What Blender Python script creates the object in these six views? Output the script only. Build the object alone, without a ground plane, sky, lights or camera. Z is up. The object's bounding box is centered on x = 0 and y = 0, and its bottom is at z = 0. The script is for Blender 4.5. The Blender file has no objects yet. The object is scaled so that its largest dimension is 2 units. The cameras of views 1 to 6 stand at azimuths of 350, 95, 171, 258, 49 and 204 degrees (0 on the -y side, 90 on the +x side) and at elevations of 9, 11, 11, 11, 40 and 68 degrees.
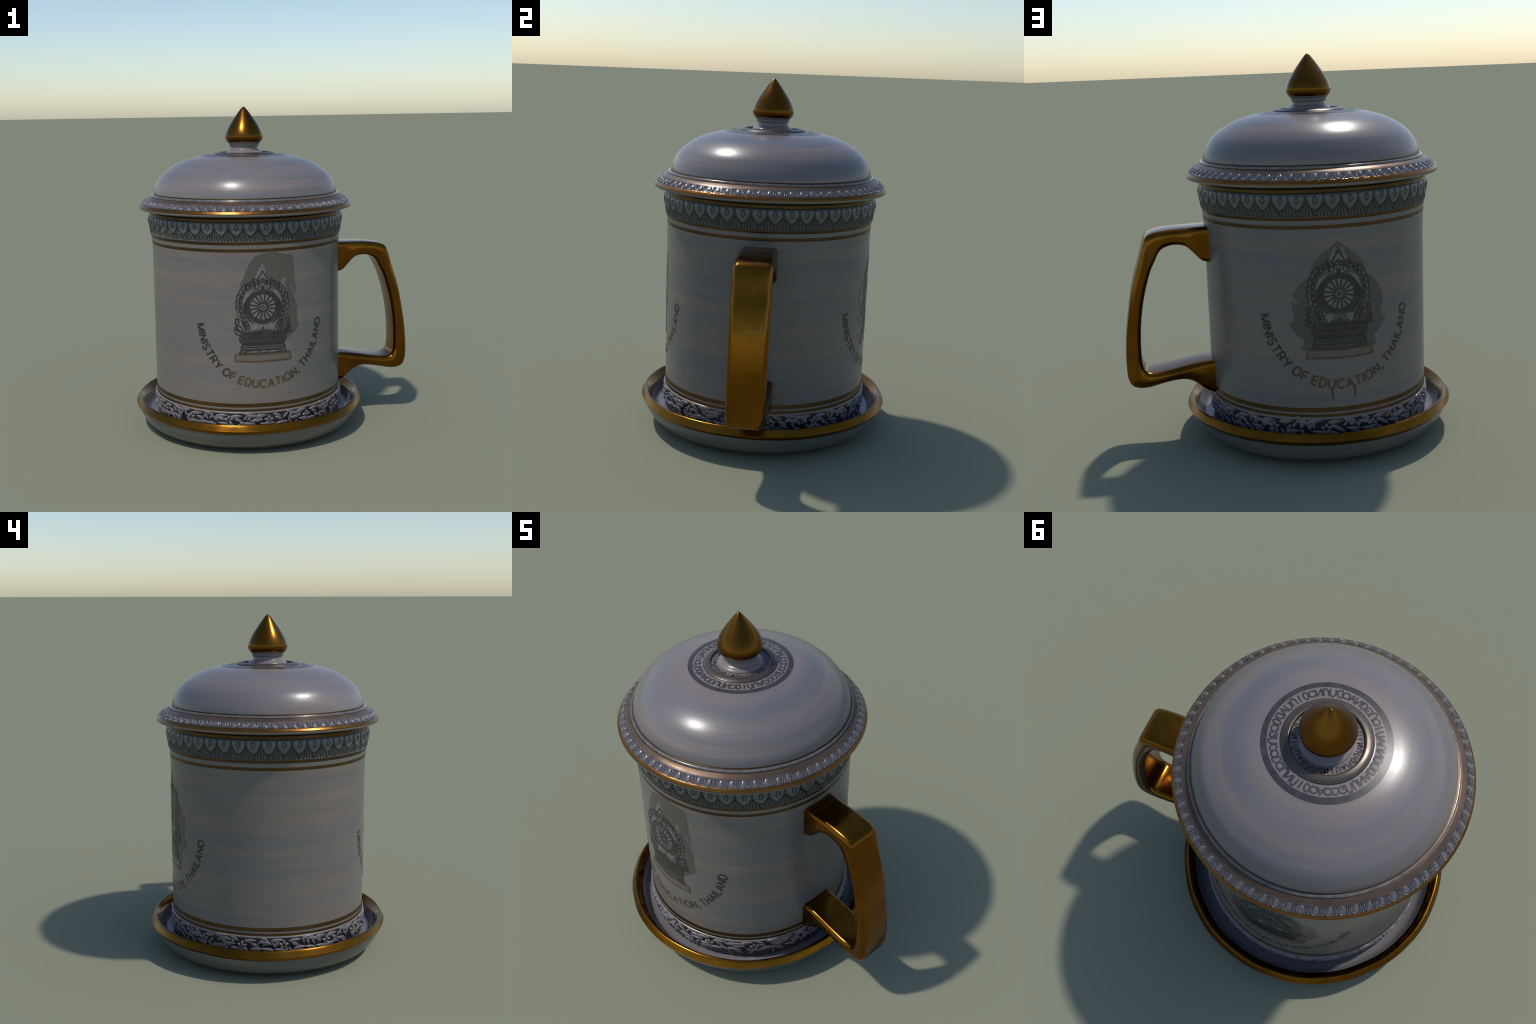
"""A lidded porcelain tea mug with gilded bands, a gold handle, a gold bud
finial and a saucer.  Everything is described by lathe profiles, small relief
pieces wrapped round those profiles, and printed marks laid on the wall."""
import bpy, math, random
from math import sin, cos, pi, radians, hypot
import numpy as np

rnd = random.Random(7)
AXIS = (-0.159, 0.000, 0.0)          # the lathe axis shared by mug, lid, saucer

# ------------------------------------------------------------------ materials
def new_mat(name):
    m = bpy.data.materials.new(name)
    m.use_nodes = True
    nt = m.node_tree
    return m, nt, nt.nodes["Principled BSDF"]

def node(nt, kind, **kw):
    n = nt.nodes.new(kind)
    for k, v in kw.items():
        if k in n.inputs.keys():
            n.inputs[k].default_value = v
        else:
            setattr(n, k, v)
    return n

def coords(nt, scale=(1, 1, 1)):
    tc = node(nt, "ShaderNodeTexCoord")
    mp = node(nt, "ShaderNodeMapping")
    mp.inputs["Scale"].default_value = scale
    nt.links.new(tc.outputs["Object"], mp.inputs["Vector"])
    return mp.outputs["Vector"]

def noise(nt, vec, scale, detail=3.0, rough=0.5, distortion=0.0):
    n = node(nt, "ShaderNodeTexNoise")
    n.inputs["Scale"].default_value = scale
    n.inputs["Detail"].default_value = detail
    n.inputs["Roughness"].default_value = rough
    n.inputs["Distortion"].default_value = distortion
    nt.links.new(vec, n.inputs["Vector"])
    return n.outputs["Fac"]

def ramp(nt, fac, stops):
    r = node(nt, "ShaderNodeValToRGB")
    el = r.color_ramp.elements
    while len(el) < len(stops):
        el.new(0.5)
    for e, (p, c) in zip(el, stops):
        e.position = p
        e.color = (*c, 1) if len(c) == 3 else c
    nt.links.new(fac, r.inputs["Fac"])
    return r.outputs["Color"]

def mix(nt, fac, a, b, blend="MIX"):
    m = node(nt, "ShaderNodeMix", data_type="RGBA", blend_type=blend)
    for sock, v in ((m.inputs[0], fac), (m.inputs[6], a), (m.inputs[7], b)):
        if hasattr(v, "links") or isinstance(v, bpy.types.NodeSocket):
            nt.links.new(v, sock)
        else:
            sock.default_value = v if isinstance(v, (int, float)) else (*v, 1)
    return m.outputs[2]

def bump(nt, fac, strength, distance, prev=None):
    b = node(nt, "ShaderNodeBump")
    b.inputs["Strength"].default_value = strength
    b.inputs["Distance"].default_value = distance
    nt.links.new(fac, b.inputs["Height"])
    if prev is not None:
        nt.links.new(prev, b.inputs["Normal"])
    return b.outputs["Normal"]

def porcelain(name, warm, cool, rough=0.24, specks=True, streak=14.0, spec=0.5):
    """Glazed ware: horizontal warm and bluish streaks, pits, hair cracks."""
    m, nt, p = new_mat(name)
    v = coords(nt, (0.55, 0.55, streak))
    big = noise(nt, v, 1.1, 3.0, 0.5, 0.2)
    col = ramp(nt, big, [(0.30, cool), (0.48, tuple((a + b) / 2 for a, b in zip(warm, cool))), (0.66, warm)])
    fine = noise(nt, v, 5.0, 3.0, 0.6)
    shade = ramp(nt, fine, [(0.3, (0.93, 0.93, 0.94)), (0.7, (1.05, 1.04, 1.03))])
    col = mix(nt, 1.0, col, shade, "MULTIPLY")
    soft = noise(nt, coords(nt), 2.6, 2.0)
    col = mix(nt, 1.0, col, ramp(nt, soft, [(0.3, (0.94, 0.95, 0.97)), (0.7, (1.04, 1.03, 1.02))]), "MULTIPLY")
    if specks:
        c = coords(nt)
        # hair cracks: the thin zero line of a noise, kept only in a few places
        line = noise(nt, coords(nt, (1, 1, 0.6)), 5.5, 5.0, 0.65, 0.6)
        edge = ramp(nt, line, [(0.4955, (0, 0, 0)), (0.5, (1, 1, 1)), (0.5045, (0, 0, 0))])
        where = ramp(nt, noise(nt, c, 3.1, 3.0, 0.7), [(0.60, (0, 0, 0)), (0.68, (1, 1, 1))])
        crack = mix(nt, 1.0, edge, where, "MULTIPLY")
        k = node(nt, "ShaderNodeMath", operation="MULTIPLY")
        nt.links.new(crack, k.inputs[0]); k.inputs[1].default_value = 0.35
        col = mix(nt, k.outputs[0], col, (0.14, 0.075, 0.032))
        vor = node(nt, "ShaderNodeTexVoronoi")
        vor.inputs["Scale"].default_value = 16.0
        nt.links.new(c, vor.inputs["Vector"])
        dot = ramp(nt, vor.outputs["Distance"], [(0.035, (1, 1, 1)), (0.07, (0, 0, 0))])
        dw = ramp(nt, noise(nt, c, 9.0, 1.0), [(0.56, (0, 0, 0)), (0.62, (0.7, 0.7, 0.7))])
        col = mix(nt, mix(nt, 1.0, dot, dw, "MULTIPLY"), col, (0.03, 0.028, 0.03))
    nt.links.new(col, p.inputs["Base Color"])
    p.inputs["Roughness"].default_value = rough
    p.inputs["Specular IOR Level"].default_value = spec
    n1 = bump(nt, noise(nt, v, 3.0, 2.0), 0.05, 0.01)
    n2 = bump(nt, noise(nt, coords(nt), 26.0, 2.0), 0.04, 0.003, n1)
    nt.links.new(n2, p.inputs["Normal"])
    return m

def gilding(name, deep, bright, rough=0.24, metallic=1.0, groove=0.0, worn=0.0, wear=(0.2, 0.19, 0.18), scratch=0.0):
    """Fired gold: patchy tone, slight ripple, optional turned grooves."""
    m, nt, p = new_mat(name)
    c = coords(nt)
    tone = noise(nt, c, 3.5, 5.0, 0.6)
    col = ramp(nt, tone, [(0.32, deep), (0.66, bright)])
    if worn:
        w = ramp(nt, noise(nt, coords(nt, (1, 1, 2)), 17.0, 6.0, 0.7), [(0.66 - worn, (0, 0, 0)), (0.74 - worn, (0.6, 0.6, 0.6))])
        col = mix(nt, w, col, wear)
    if scratch:
        line = noise(nt, coords(nt, (1, 1, 0.45)), 4.5, 3.0, 0.6, 0.5)
        edge = ramp(nt, line, [(0.494, (0, 0, 0)), (0.5, (1, 1, 1)), (0.506, (0, 0, 0))])
        where = ramp(nt, noise(nt, c, 3.7, 2.0), [(0.52, (0, 0, 0)), (0.60, (scratch,) * 3)])
        col = mix(nt, mix(nt, 1.0, edge, where, "MULTIPLY"), col, (0.17, 0.155, 0.125))
    nt.links.new(col, p.inputs["Base Color"])
    p.inputs["Metallic"].default_value = metallic
    r = ramp(nt, noise(nt, c, 11.0, 4.0), [(0.3, (rough * 0.8,) * 3), (0.7, (rough * 1.25,) * 3)])
    nt.links.new(r, p.inputs["Roughness"])
    nn = bump(nt, noise(nt, c, 9.0, 2.0), 0.10, 0.008)
    if groove:
        nn = bump(nt, noise(nt, coords(nt, (0.6, 0.6, 90)), 2.2, 1.0), groove, 0.004, nn)
    nt.links.new(nn, p.inputs["Normal"])
    return m

def enamel(name, a, b, rough=0.35, scale=20.0, metallic=0.0):
    m, nt, p = new_mat(name)
    col = ramp(nt, noise(nt, coords(nt), scale, 4.0, 0.6), [(0.35, a), (0.65, b)])
    nt.links.new(col, p.inputs["Base Color"])
    p.inputs["Roughness"].default_value = rough
    p.inputs["Metallic"].default_value = metallic
    return m

GLAZE = porcelain("glazed_porcelain", (0.200, 0.165, 0.138), (0.140, 0.143, 0.146), rough=0.30)
DOME = porcelain("glazed_lid_porcelain", (0.228, 0.184, 0.166), (0.140, 0.146, 0.160), rough=0.29)
FLOOR = porcelain("saucer_glaze", (0.190, 0.170, 0.172), (0.160, 0.158, 0.170), rough=0.22, streak=1.5)
UNDER = porcelain("saucer_underside_glaze", (0.150, 0.140, 0.120), (0.098, 0.108, 0.106), streak=2.0)
GOLD = gilding("polished_gold", (0.140, 0.054, 0.0060), (0.240, 0.099, 0.0100), 0.18, scratch=0.45)
FINIAL = gilding("finial_gold", (0.135, 0.058, 0.008), (0.205, 0.088, 0.012), 0.24, scratch=0.3)
BAND = gilding("band_gold", (0.060, 0.034, 0.012), (0.115, 0.057, 0.016), 0.34, 0.7, worn=0.05, wear=(0.050, 0.042, 0.030))
BRIM = gilding("brim_gold", (0.170, 0.074, 0.018), (0.265, 0.118, 0.030), 0.28, 0.95, groove=0.45)
SAUCER_GOLD = gilding("saucer_gold", (0.140, 0.055, 0.0055), (0.255, 0.106, 0.0095), 0.22, groove=0.12, worn=0.05, wear=(0.085, 0.050, 0.020), scratch=0.3)
ROSE = gilding("rose_gold_wash", (0.100, 0.062, 0.040), (0.165, 0.104, 0.068), 0.34, 0.55, groove=0.3)
DULL = gilding("dull_bronze_wash", (0.075, 0.058, 0.046), (0.135, 0.108, 0.086), 0.33, 0.5, groove=0.3)
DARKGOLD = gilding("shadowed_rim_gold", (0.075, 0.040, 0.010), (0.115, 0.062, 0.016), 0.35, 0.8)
OLIVE = enamel("olive_outline_enamel", (0.019, 0.019, 0.015), (0.036, 0.036, 0.028), 0.4)
PETAL = enamel("pale_blue_relief_glaze", (0.086, 0.096, 0.106), (0.146, 0.152, 0.150), 0.28, 14.0)
STRIPE = enamel("pale_grey_relief_glaze", (0.060, 0.062, 0.056), (0.112, 0.114, 0.105), 0.3, 18.0)
SILVER = enamel("lilac_relief_glaze", (0.125, 0.110, 0.116), (0.215, 0.192, 0.192), 0.19, 30.0, 0.3)
SLATE = enamel("brown_slate_ground_glaze", (0.060, 0.047, 0.043), (0.110, 0.088, 0.082), 0.28, 22.0)
INK = enamel("dark_outline_ink", (0.016, 0.015, 0.017), (0.036, 0.033, 0.036), 0.4)
LEAFG = enamel("leaf_relief_glaze", (0.058, 0.053, 0.056), (0.225, 0.205, 0.207), 0.24, 11.0)
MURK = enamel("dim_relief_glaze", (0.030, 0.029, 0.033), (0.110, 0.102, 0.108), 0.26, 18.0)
HAZE = enamel("hazy_print", (0.062, 0.057, 0.050), (0.085, 0.077, 0.068), 0.3, 26.0)
SPOT = gilding("spot_gold", (0.16, 0.08, 0.035), (0.22, 0.12, 0.05), 0.4, 0.6)
PRINT = enamel("charcoal_print", (0.026, 0.024, 0.021), (0.046, 0.042, 0.037), 0.30, 30.0)
PALE = enamel("pale_print", (0.150, 0.148, 0.142), (0.190, 0.184, 0.175), 0.28, 30.0)
SHADEP = porcelain("taupe_print", (0.108, 0.092, 0.080), (0.088, 0.082, 0.076), specks=False, streak=2.0)
GILTP = enamel("gilt_print", (0.085, 0.050, 0.024), (0.125, 0.074, 0.038), 0.32, 24.0)
BEIGE = enamel("beige_print", (0.130, 0.106, 0.086), (0.160, 0.132, 0.110), 0.3, 24.0)
LIDINK = enamel("slate_lid_print", (0.034, 0.030, 0.032), (0.062, 0.055, 0.056), 0.3, 24.0)

def lettering_material():
    """Charcoal at the ends of the arc turning to worn gilt at the bottom."""
    m, nt, p = new_mat("lettering_print")
    tc = node(nt, "ShaderNodeTexCoord")
    sep = node(nt, "ShaderNodeSeparateXYZ")
    nt.links.new(tc.outputs["Object"], sep.inputs[0])
    dist = node(nt, "ShaderNodeMath", operation="ABSOLUTE")
    nt.links.new(sep.outputs["X"], dist.inputs[0])
    nz = noise(nt, tc.outputs["Object"], 9.0, 3.0)
    add = node(nt, "ShaderNodeMath", operation="MULTIPLY_ADD")
    nt.links.new(nz, add.inputs[0]); add.inputs[1].default_value = 0.14
    nt.links.new(dist.outputs[0], add.inputs[2])
    col = ramp(nt, add.outputs[0], [(0.20, (0.100, 0.053, 0.021)), (0.34, (0.032, 0.029, 0.025))])
    nt.links.new(col, p.inputs["Base Color"])
    p.inputs["Roughness"].default_value = 0.32
    return m
LETTER = lettering_material()

# ------------------------------------------------------------------ structure
COLL = bpy.context.scene.collection

def thing(name, label, category, dx=0.0):
    e = bpy.data.objects.new(name, None)
    e.location = (AXIS[0] + dx, AXIS[1], 0.0)
    e.empty_display_size = 0.1
    e["label"] = label
    e["category"] = category
    COLL.objects.link(e)
    return e

def add(name, mesh, parent, mat=None, rot=0.0):
    o = bpy.data.objects.new(name, mesh)
    if mat is not None and not mesh.materials:
        mesh.materials.append(mat)
    COLL.objects.link(o)
    o.parent = parent
    o.rotation_euler = (0, 0, rot)
    return o

def make_mesh(name, verts, faces, smooth=True):
    me = bpy.data.meshes.new(name)
    me.from_pydata([tuple(v) for v in verts], [], faces)
    me.update()
    if smooth:
        me.polygons.foreach_set("use_smooth", [True] * len(me.polygons))
    return me

class Pieces:
    """Collects many little shells into one mesh."""
    def __init__(self):
        self.v, self.f = [], []
    def put(self, verts, faces):
        k = len(self.v)
        self.v += verts
        self.f += [tuple(i + k for i in f) for f in faces]
    def mesh(self, name):
        return make_mesh(name, self.v, self.f)

# ------------------------------------------------------------------ lathe work
def catmull(P, n):
    P = np.array(P, float)
    if len(P) == 2:
        t = np.linspace(0, 1, n + 1)[:, None]
        return P[0] * (1 - t) + P[1] * t
    Q = np.vstack([2 * P[0] - P[1], P, 2 * P[-1] - P[-2]])
    out = []
    for i in range(len(P) - 1):
        a, b, c, d = Q[i:i + 4]
        ta = max(np.linalg.norm(b - a), 1e-9) ** 0.5
        tb = max(np.linalg.norm(c - b), 1e-9) ** 0.5
        tc = max(np.linalg.norm(d - c), 1e-9) ** 0.5
        m1 = (c - b) + tb * ((b - a) / ta - (c - a) / (ta + tb))
        m2 = (c - b) + tb * ((d - c) / tc - (d - b) / (tb + tc))
        for t in np.linspace(0, 1, n, endpoint=False):
            out.append((2*t**3-3*t*t+1)*b + (t**3-2*t*t+t)*m1 + (-2*t**3+3*t*t)*c + (t**3-t*t)*m2)
    out.append(P[-1])
    return np.array(out)

SEG = 192
def lathe(parent, runs, seg=SEG, wobble=None):
    """runs: (name, material, profile points (r, z), samples per span).
    Runs follow each other along one profile; each becomes its own part, and
    where two runs meet at a shallow angle they share one smooth normal."""
    curves = [catmull(p, n) for _, _, p, n in runs]
    tang = []
    for c in curves:
        t = np.gradient(c, axis=0)
        tang.append(t / (np.linalg.norm(t, axis=1)[:, None] + 1e-12))
    for i in range(len(curves) - 1):
        if np.allclose(curves[i][-1], curves[i + 1][0], atol=1e-6) and tang[i][-1] @ tang[i + 1][0] > cos(radians(38)):
            s = tang[i][-1] + tang[i + 1][0]
            s /= np.linalg.norm(s)
            tang[i][-1] = s
            tang[i + 1][0] = s
    made = {}
    a = np.linspace(0, 2 * pi, seg, endpoint=False)
    for (name, mat, _, _), c, t in zip(runs, curves, tang):
        nr, nz = t[:, 1], -t[:, 0]           # outward for a profile running upward
        verts, norms, faces = [], [], []
        for (r, z), x, y in zip(c, nr, nz):
            for th in a:
                rr, zz = (r, z) if wobble is None else wobble(r, z, th)
                verts.append((rr * sin(th), -rr * cos(th), zz))
                norms.append((x * sin(th), -x * cos(th), y))
        for i in range(len(c) - 1):
            for j in range(seg):
                k = (j + 1) % seg
                faces.append((i * seg + j, i * seg + k, (i + 1) * seg + k, (i + 1) * seg + j))
        me = make_mesh(name, verts, faces)
        me.normals_split_custom_set_from_vertices(norms)
        made[name] = add(name, me, parent, mat)
    return made

def profile_fn(pts, n=12):
    c = catmull(pts, n)
    o = np.argsort(c[:, 1])
    zs, rs = c[o, 1], c[o, 0]
    return lambda z: float(np.interp(z, zs, rs))

# ------------------------------------------------------------------ relief work
def wall_map(rfun, ref):
    """(s, z, h): arc length s measured at radius ref, height z, lift h."""
    def f(s, z, h):
        r = rfun(z) + h
        return (r * sin(s / ref), -r * cos(s / ref), z)
    return f

def ribbon(P, pts, width, lift, surf, closed=False, base=-0.003):
    """A raised strip following a line on a surface."""
    pts = [np.array(p, float) for p in pts]
    n = len(pts)
    prof = ((-0.5, base), (-0.42, lift * 0.75), (0.0, lift), (0.42, lift * 0.75), (0.5, base))
    verts, faces = [], []
    for i, p in enumerate(pts):
        a = pts[(i - 1) % n] if closed or i > 0 else p
        b = pts[(i + 1) % n] if closed or i < n - 1 else p
        d = b - a
        d = d / (np.linalg.norm(d) + 1e-12)
        nrm = np.array((-d[1], d[0]))
        w = width(i / max(1, n - 1)) if callable(width) else width
        for k, h in prof:
            q = p + nrm * (k * w)
            verts.append(surf(q[0], q[1], h))
    m = len(prof)
    for i in range(n if closed else n - 1):
        j = (i + 1) % n
        for k in range(m - 1):
            faces.append((i * m + k, j * m + k, j * m + k + 1, i * m + k + 1))
    if not closed:
        faces += [tuple(range(m - 1, -1, -1)), tuple((n - 1) * m + k for k in range(m))]
    P.put(verts, [tuple(reversed(f)) for f in faces])

def cushion(P, outline, lift, surf, center=None, base=-0.003, flat=False):
    """A domed (or flat-topped, soft-edged) tile with a star-shaped outline."""
    o = np.array(outline, float)
    c = o.mean(0) if center is None else np.array(center, float)
    steps = ((1.0, base), (0.97, lift * 0.55), (0.86, lift * 0.93), (0.5, lift)) if flat else \
            ((1.0, base), (0.98, lift * 0.25), (0.85, lift * 0.62), (0.6, lift * 0.90), (0.3, lift * 0.99))
    verts, faces, n = [], [], len(o)
    for k, h in steps:
        for p in o:
            q = c + (p - c) * k
            verts.append(surf(q[0], q[1], h))
    for i in range(len(steps) - 1):
        for j in range(n):
            k = (j + 1) % n
            faces.append((i * n + j, i * n + k, (i + 1) * n + k, (i + 1) * n + j))
    verts.append(surf(c[0], c[1], lift))
    last = len(verts) - 1
    b = (len(steps) - 1) * n
    faces += [(b + j, b + (j + 1) % n, last) for j in range(n)]
    P.put(verts, faces)

def print_stroke(P, pts, width, lift, surf, closed=False, base=-0.0015):
    """A flat film of print following a line: level top, square edges."""
    if closed:
        pts = [p for i, p in enumerate(pts) if i == 0 or hypot(p[0] - pts[i - 1][0], p[1] - pts[i - 1][1]) > 1e-5]
        pts = list(pts) + [pts[0]] if hypot(pts[0][0] - pts[-1][0], pts[0][1] - pts[-1][1]) > 1e-5 else list(pts)
    fine = []
    for p, q in zip(pts, pts[1:]):
        L = hypot(q[0] - p[0], q[1] - p[1])
        if L < 1e-5:
            continue
        k = max(1, int(L / 0.012))
        fine += [(p[0] + (q[0] - p[0]) * t / k, p[1] + (q[1] - p[1]) * t / k) for t in range(k)]
    if not closed:
        fine.append(pts[-1])
    pts = [np.array(p, float) for p in fine]
    n = len(pts)
    rows = []
    for i, p in enumerate(pts):
        a = pts[(i - 1) % n] if closed or i > 0 else p
        b = pts[(i + 1) % n] if closed or i < n - 1 else p
        d = b - a
        d = d / (np.linalg.norm(d) + 1e-12)
        nrm = np.array((-d[1], d[0]))
        w = width(i / max(1, n - 1)) if callable(width) else width
        rows.append((p + nrm * w / 2, p - nrm * w / 2))
    for (ha, hb) in (((0, lift), (1, lift)), ((0, base), (0, lift)), ((1, lift), (1, base))):
        verts = [surf(*r[k], h) for r in rows for k, h in (ha, hb)]
        faces = [(2 * i + 1, 2 * ((i + 1) % n) + 1, 2 * ((i + 1) % n), 2 * i) for i in range(n if closed else n - 1)]
        P.put(verts, [tuple(reversed(f)) for f in faces])
    if not closed:
        for r, flip in ((rows[0], 1), (rows[-1], 0)):
            verts = [surf(*r[0], lift), surf(*r[1], lift), surf(*r[1], base), surf(*r[0], base)]
            P.put(verts, [(3, 2, 1, 0) if flip else (0, 1, 2, 3)])

def print_tile(P, outline, lift, surf, center=None, base=-0.0015):
    """A flat film of print filling a star-shaped outline."""
    dense = []
    for p, q in zip(outline, list(outline[1:]) + [outline[0]]):
        k = max(1, int(hypot(q[0] - p[0], q[1] - p[1]) / 0.012))
        dense += [(p[0] + (q[0] - p[0]) * t / k, p[1] + (q[1] - p[1]) * t / k) for t in range(k)]
    o = np.array(dense, float)
    area = np.sum(o[:, 0] * np.roll(o[:, 1], -1) - o[:, 1] * np.roll(o[:, 0], -1))
    if area < 0:
        o = o[::-1]
    c = o.mean(0) if center is None else np.array(center, float)
    n = len(o)
    verts, faces = [], []
    size = np.max(np.linalg.norm(o - (o.mean(0) if center is None else np.array(center, float)), axis=1))
    rings = max(2, int(size / 0.012))
    steps = [1 - t / rings for t in range(rings)]
    for k in steps:
        verts += [surf(*(c + (p - c) * k), lift) for p in o]
    for i in range(len(steps) - 1):
        faces += [(i * n + j, i * n + (j + 1) % n, (i + 1) * n + (j + 1) % n, (i + 1) * n + j) for j in range(n)]
    verts.append(surf(c[0], c[1], lift))
    b = (len(steps) - 1) * n
    faces += [(b + j, b + (j + 1) % n, len(verts) - 1) for j in range(n)]
    P.put(verts, faces)
    verts = [surf(*p, h) for p in o for h in (lift, base)]
    P.put(verts, [(2 * j, 2 * j + 1, 2 * ((j + 1) % n) + 1, 2 * ((j + 1) % n)) for j in range(n)])

def ellipse(cx, cy, a, b, n=20, turn=0.0, start=0.0, stop=2 * pi):
    full = abs(stop - start - 2 * pi) < 1e-6
    ts = np.linspace(start, stop, n, endpoint=not full)
    return [(cx + a * cos(t) * cos(turn) - b * sin(t) * sin(turn), cy + a * cos(t) * sin(turn) + b * sin(t) * cos(turn)) for t in ts]

def leaf_outline(x, y, length, width, turn, n=9):
    """Pointed oval from its root (x, y) along direction turn."""
    side = [(length * t, 0.5 * width * sin(pi * t ** 0.8)) for t in np.linspace(0, 1, n)]
    pts = side + [(a, -b) for a, b in side[-2:0:-1]]
    pts = pts[::-1]
    return [(x + a * cos(turn) - b * sin(turn), y + a * sin(turn) + b * cos(turn)) for a, b in pts]

def mirror(pts):
    return [(-x, y) for x, y in pts]

def smooth_line(pts, n=8):
    return [tuple(p) for p in catmull(pts, n)]

# ================================================================== the mug
mug = thing("mug", "white porcelain lidded mug with gold handle and printed crests", "mug", -0.0015)
cup = [
    ("foot_base", FLOOR, [(0.02, 0.094), (0.540, 0.092), (0.562, 0.090), (0.574, 0.091)], 4),
    ("foot_ornament", INK, [(0.574, 0.091), (0.580, 0.115), (0.5865, 0.170), (0.5870, 0.223)], 5),
    ("foot_bead", GLAZE, [(0.5870, 0.223), (0.5895, 0.2245), (0.5902, 0.2285), (0.5885, 0.2325), (0.5845, 0.2350)], 4),
    ("gold_band", BAND, [(0.5845, 0.2350), (0.5838, 0.2400), (0.5834, 0.2485)], 4),
    ("white_line", GLAZE, [(0.5834, 0.2485), (0.5842, 0.2535), (0.5838, 0.2605)], 3),
    ("gold_band", BAND, [(0.5838, 0.2605), (0.5832, 0.2700), (0.5822, 0.2835)], 4),
    ("cup_wall", GLAZE, [(0.5822, 0.2835), (0.5824, 0.40), (0.5818, 0.70), (0.5818, 0.98), (0.5822, 1.09), (0.5834, 1.148), (0.5850, 1.1765)], 10),
    ("gold_band", BAND, [(0.5850, 1.1765), (0.5862, 1.180), (0.5864, 1.190), (0.5860, 1.195)], 3),
    ("white_band", GLAZE, [(0.5860, 1.195), (0.5872, 1.206), (0.5885, 1.2175)], 3),
    ("gold_band", BAND, [(0.5885, 1.2175), (0.5905, 1.222), (0.5915, 1.230), (0.5910, 1.236)], 3),
    ("petal_band", OLIVE, [(0.5910, 1.236), (0.5945, 1.262), (0.5982, 1.290), (0.6000, 1.314), (0.5985, 1.334), (0.5960, 1.347)], 5),
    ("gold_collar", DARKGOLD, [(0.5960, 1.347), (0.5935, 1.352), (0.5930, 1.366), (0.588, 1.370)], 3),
    ("cup_lip", GLAZE, [(0.588, 1.370), (0.570, 1.3705), (0.556, 1.368), (0.5485, 1.356)], 3),
    ("cup_inside", GLAZE, [(0.5485, 1.356), (0.540, 1.20), (0.538, 0.30), (0.520, 0.17), (0.46, 0.14), (0.02, 0.135)], 5),
]
parts = lathe(mug, cup)
petal_band, foot = parts["petal_band"], parts["foot_ornament"]

# ---- petal frieze under the lid: 45 cells of 8 degrees
NP, REF = 45, 0.60
band_r = profile_fn(cup[10][2])
BM = wall_map(band_r, REF)
CELL = 2 * pi / NP
W = CELL * REF

def petal_meshes(k):
    r = random.Random(100 + k)
    j = lambda a: r.uniform(-a, a)
    shield = [(-0.44, 1.3455), (-0.22, 1.3465), (0.0, 1.3465), (0.22, 1.3465), (0.44, 1.3455), (0.455, 1.330), (0.44 + j(.015), 1.313),
              (0.35 + j(.02), 1.297), (0.24 + j(.02), 1.284), (0.13, 1.274), (0.05, 1.2695 + j(.002)), (-0.05, 1.2695 + j(.002)), (-0.13, 1.274),
              (-0.24 + j(.02), 1.284), (-0.35 + j(.02), 1.297), (-0.44 + j(.015), 1.313), (-0.455, 1.330)]
    shield = [(x * W, z) for x, z in shield]
    A = Pieces()
    cushion(A, shield[::-1], 0.0062, BM, (j(.02) * W, 1.315), flat=True)
    B = Pieces()
    cx, cz = j(.03) * W, 1.3185 + j(.001)
    rise = lambda s, z, h: BM(s, z, h + 0.0058)
    ribbon(B, ellipse(cx, cz, 0.0090, 0.0165, 18, j(.06)), 0.0066, 0.0016, rise, closed=True, base=-0.002)
    C = Pieces()      # the striped spear standing between two petals
    nb = 4
    for i in range(nb):
        u = (i - (nb - 1) / 2) / ((nb - 1) / 2)
        x1 = u * 0.34 * W + 0.5 * W + j(.012) * W
        x0 = u * 0.085 * W + 0.5 * W
        top = 1.3035 - abs(u) * 0.022 + j(.002)
        line = smooth_line([(x0, top), (0.55 * x0 + 0.45 * x1, 1.272), (x1, 1.2385)], 4)
        ribbon(C, line, lambda t: 0.0042 + 0.0058 * min(1, 1.6 * t), 0.0042, BM)
    D = Pieces()      # the drop hanging under the petal tip
    cushion(D, ellipse(0.004 + j(.002), 1.2525 + j(.001), 0.0062, 0.0105, 12, 0.25 + j(.1)), 0.0042, BM)
    return A.mesh("petal"), B.mesh("petal_eye"), C.mesh("petal_spear"), D.mesh("petal_drop")

variants = [petal_meshes(k) for k in range(5)]
for i in range(NP):
    shield, eye, spear, drop = variants[rnd.randrange(5)]
    rot = i * CELL + radians(1.7) + rnd.uniform(-0.006, 0.006)
    add("petal", shield, petal_band, PETAL, rot)
    add("petal_eye", eye, petal_band, OLIVE, rot)
    add("petal_spear", spear, petal_band, STRIPE, rot)
    add("petal_drop", drop, petal_band, STRIPE, rot)

beads = Pieces()
NB = 392
for i in range(NB):
    s = 2 * pi * REF * i / NB
    cushion(beads, ellipse(s, 1.2372, 0.0036, 0.0034, 8), 0.0042, BM)
bead_row = add("bead_row", beads.mesh("bead_row"), petal_band, PETAL)
bead_row["kind"] = "stuff"

# ---- flower and leaf relief round the foot: 15 repeats
foot_r = profile_fn(cup[1][2])
FREF = 0.59
FM = wall_map(foot_r, FREF)
NF = 15
FW = 2 * pi * FREF / NF

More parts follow.
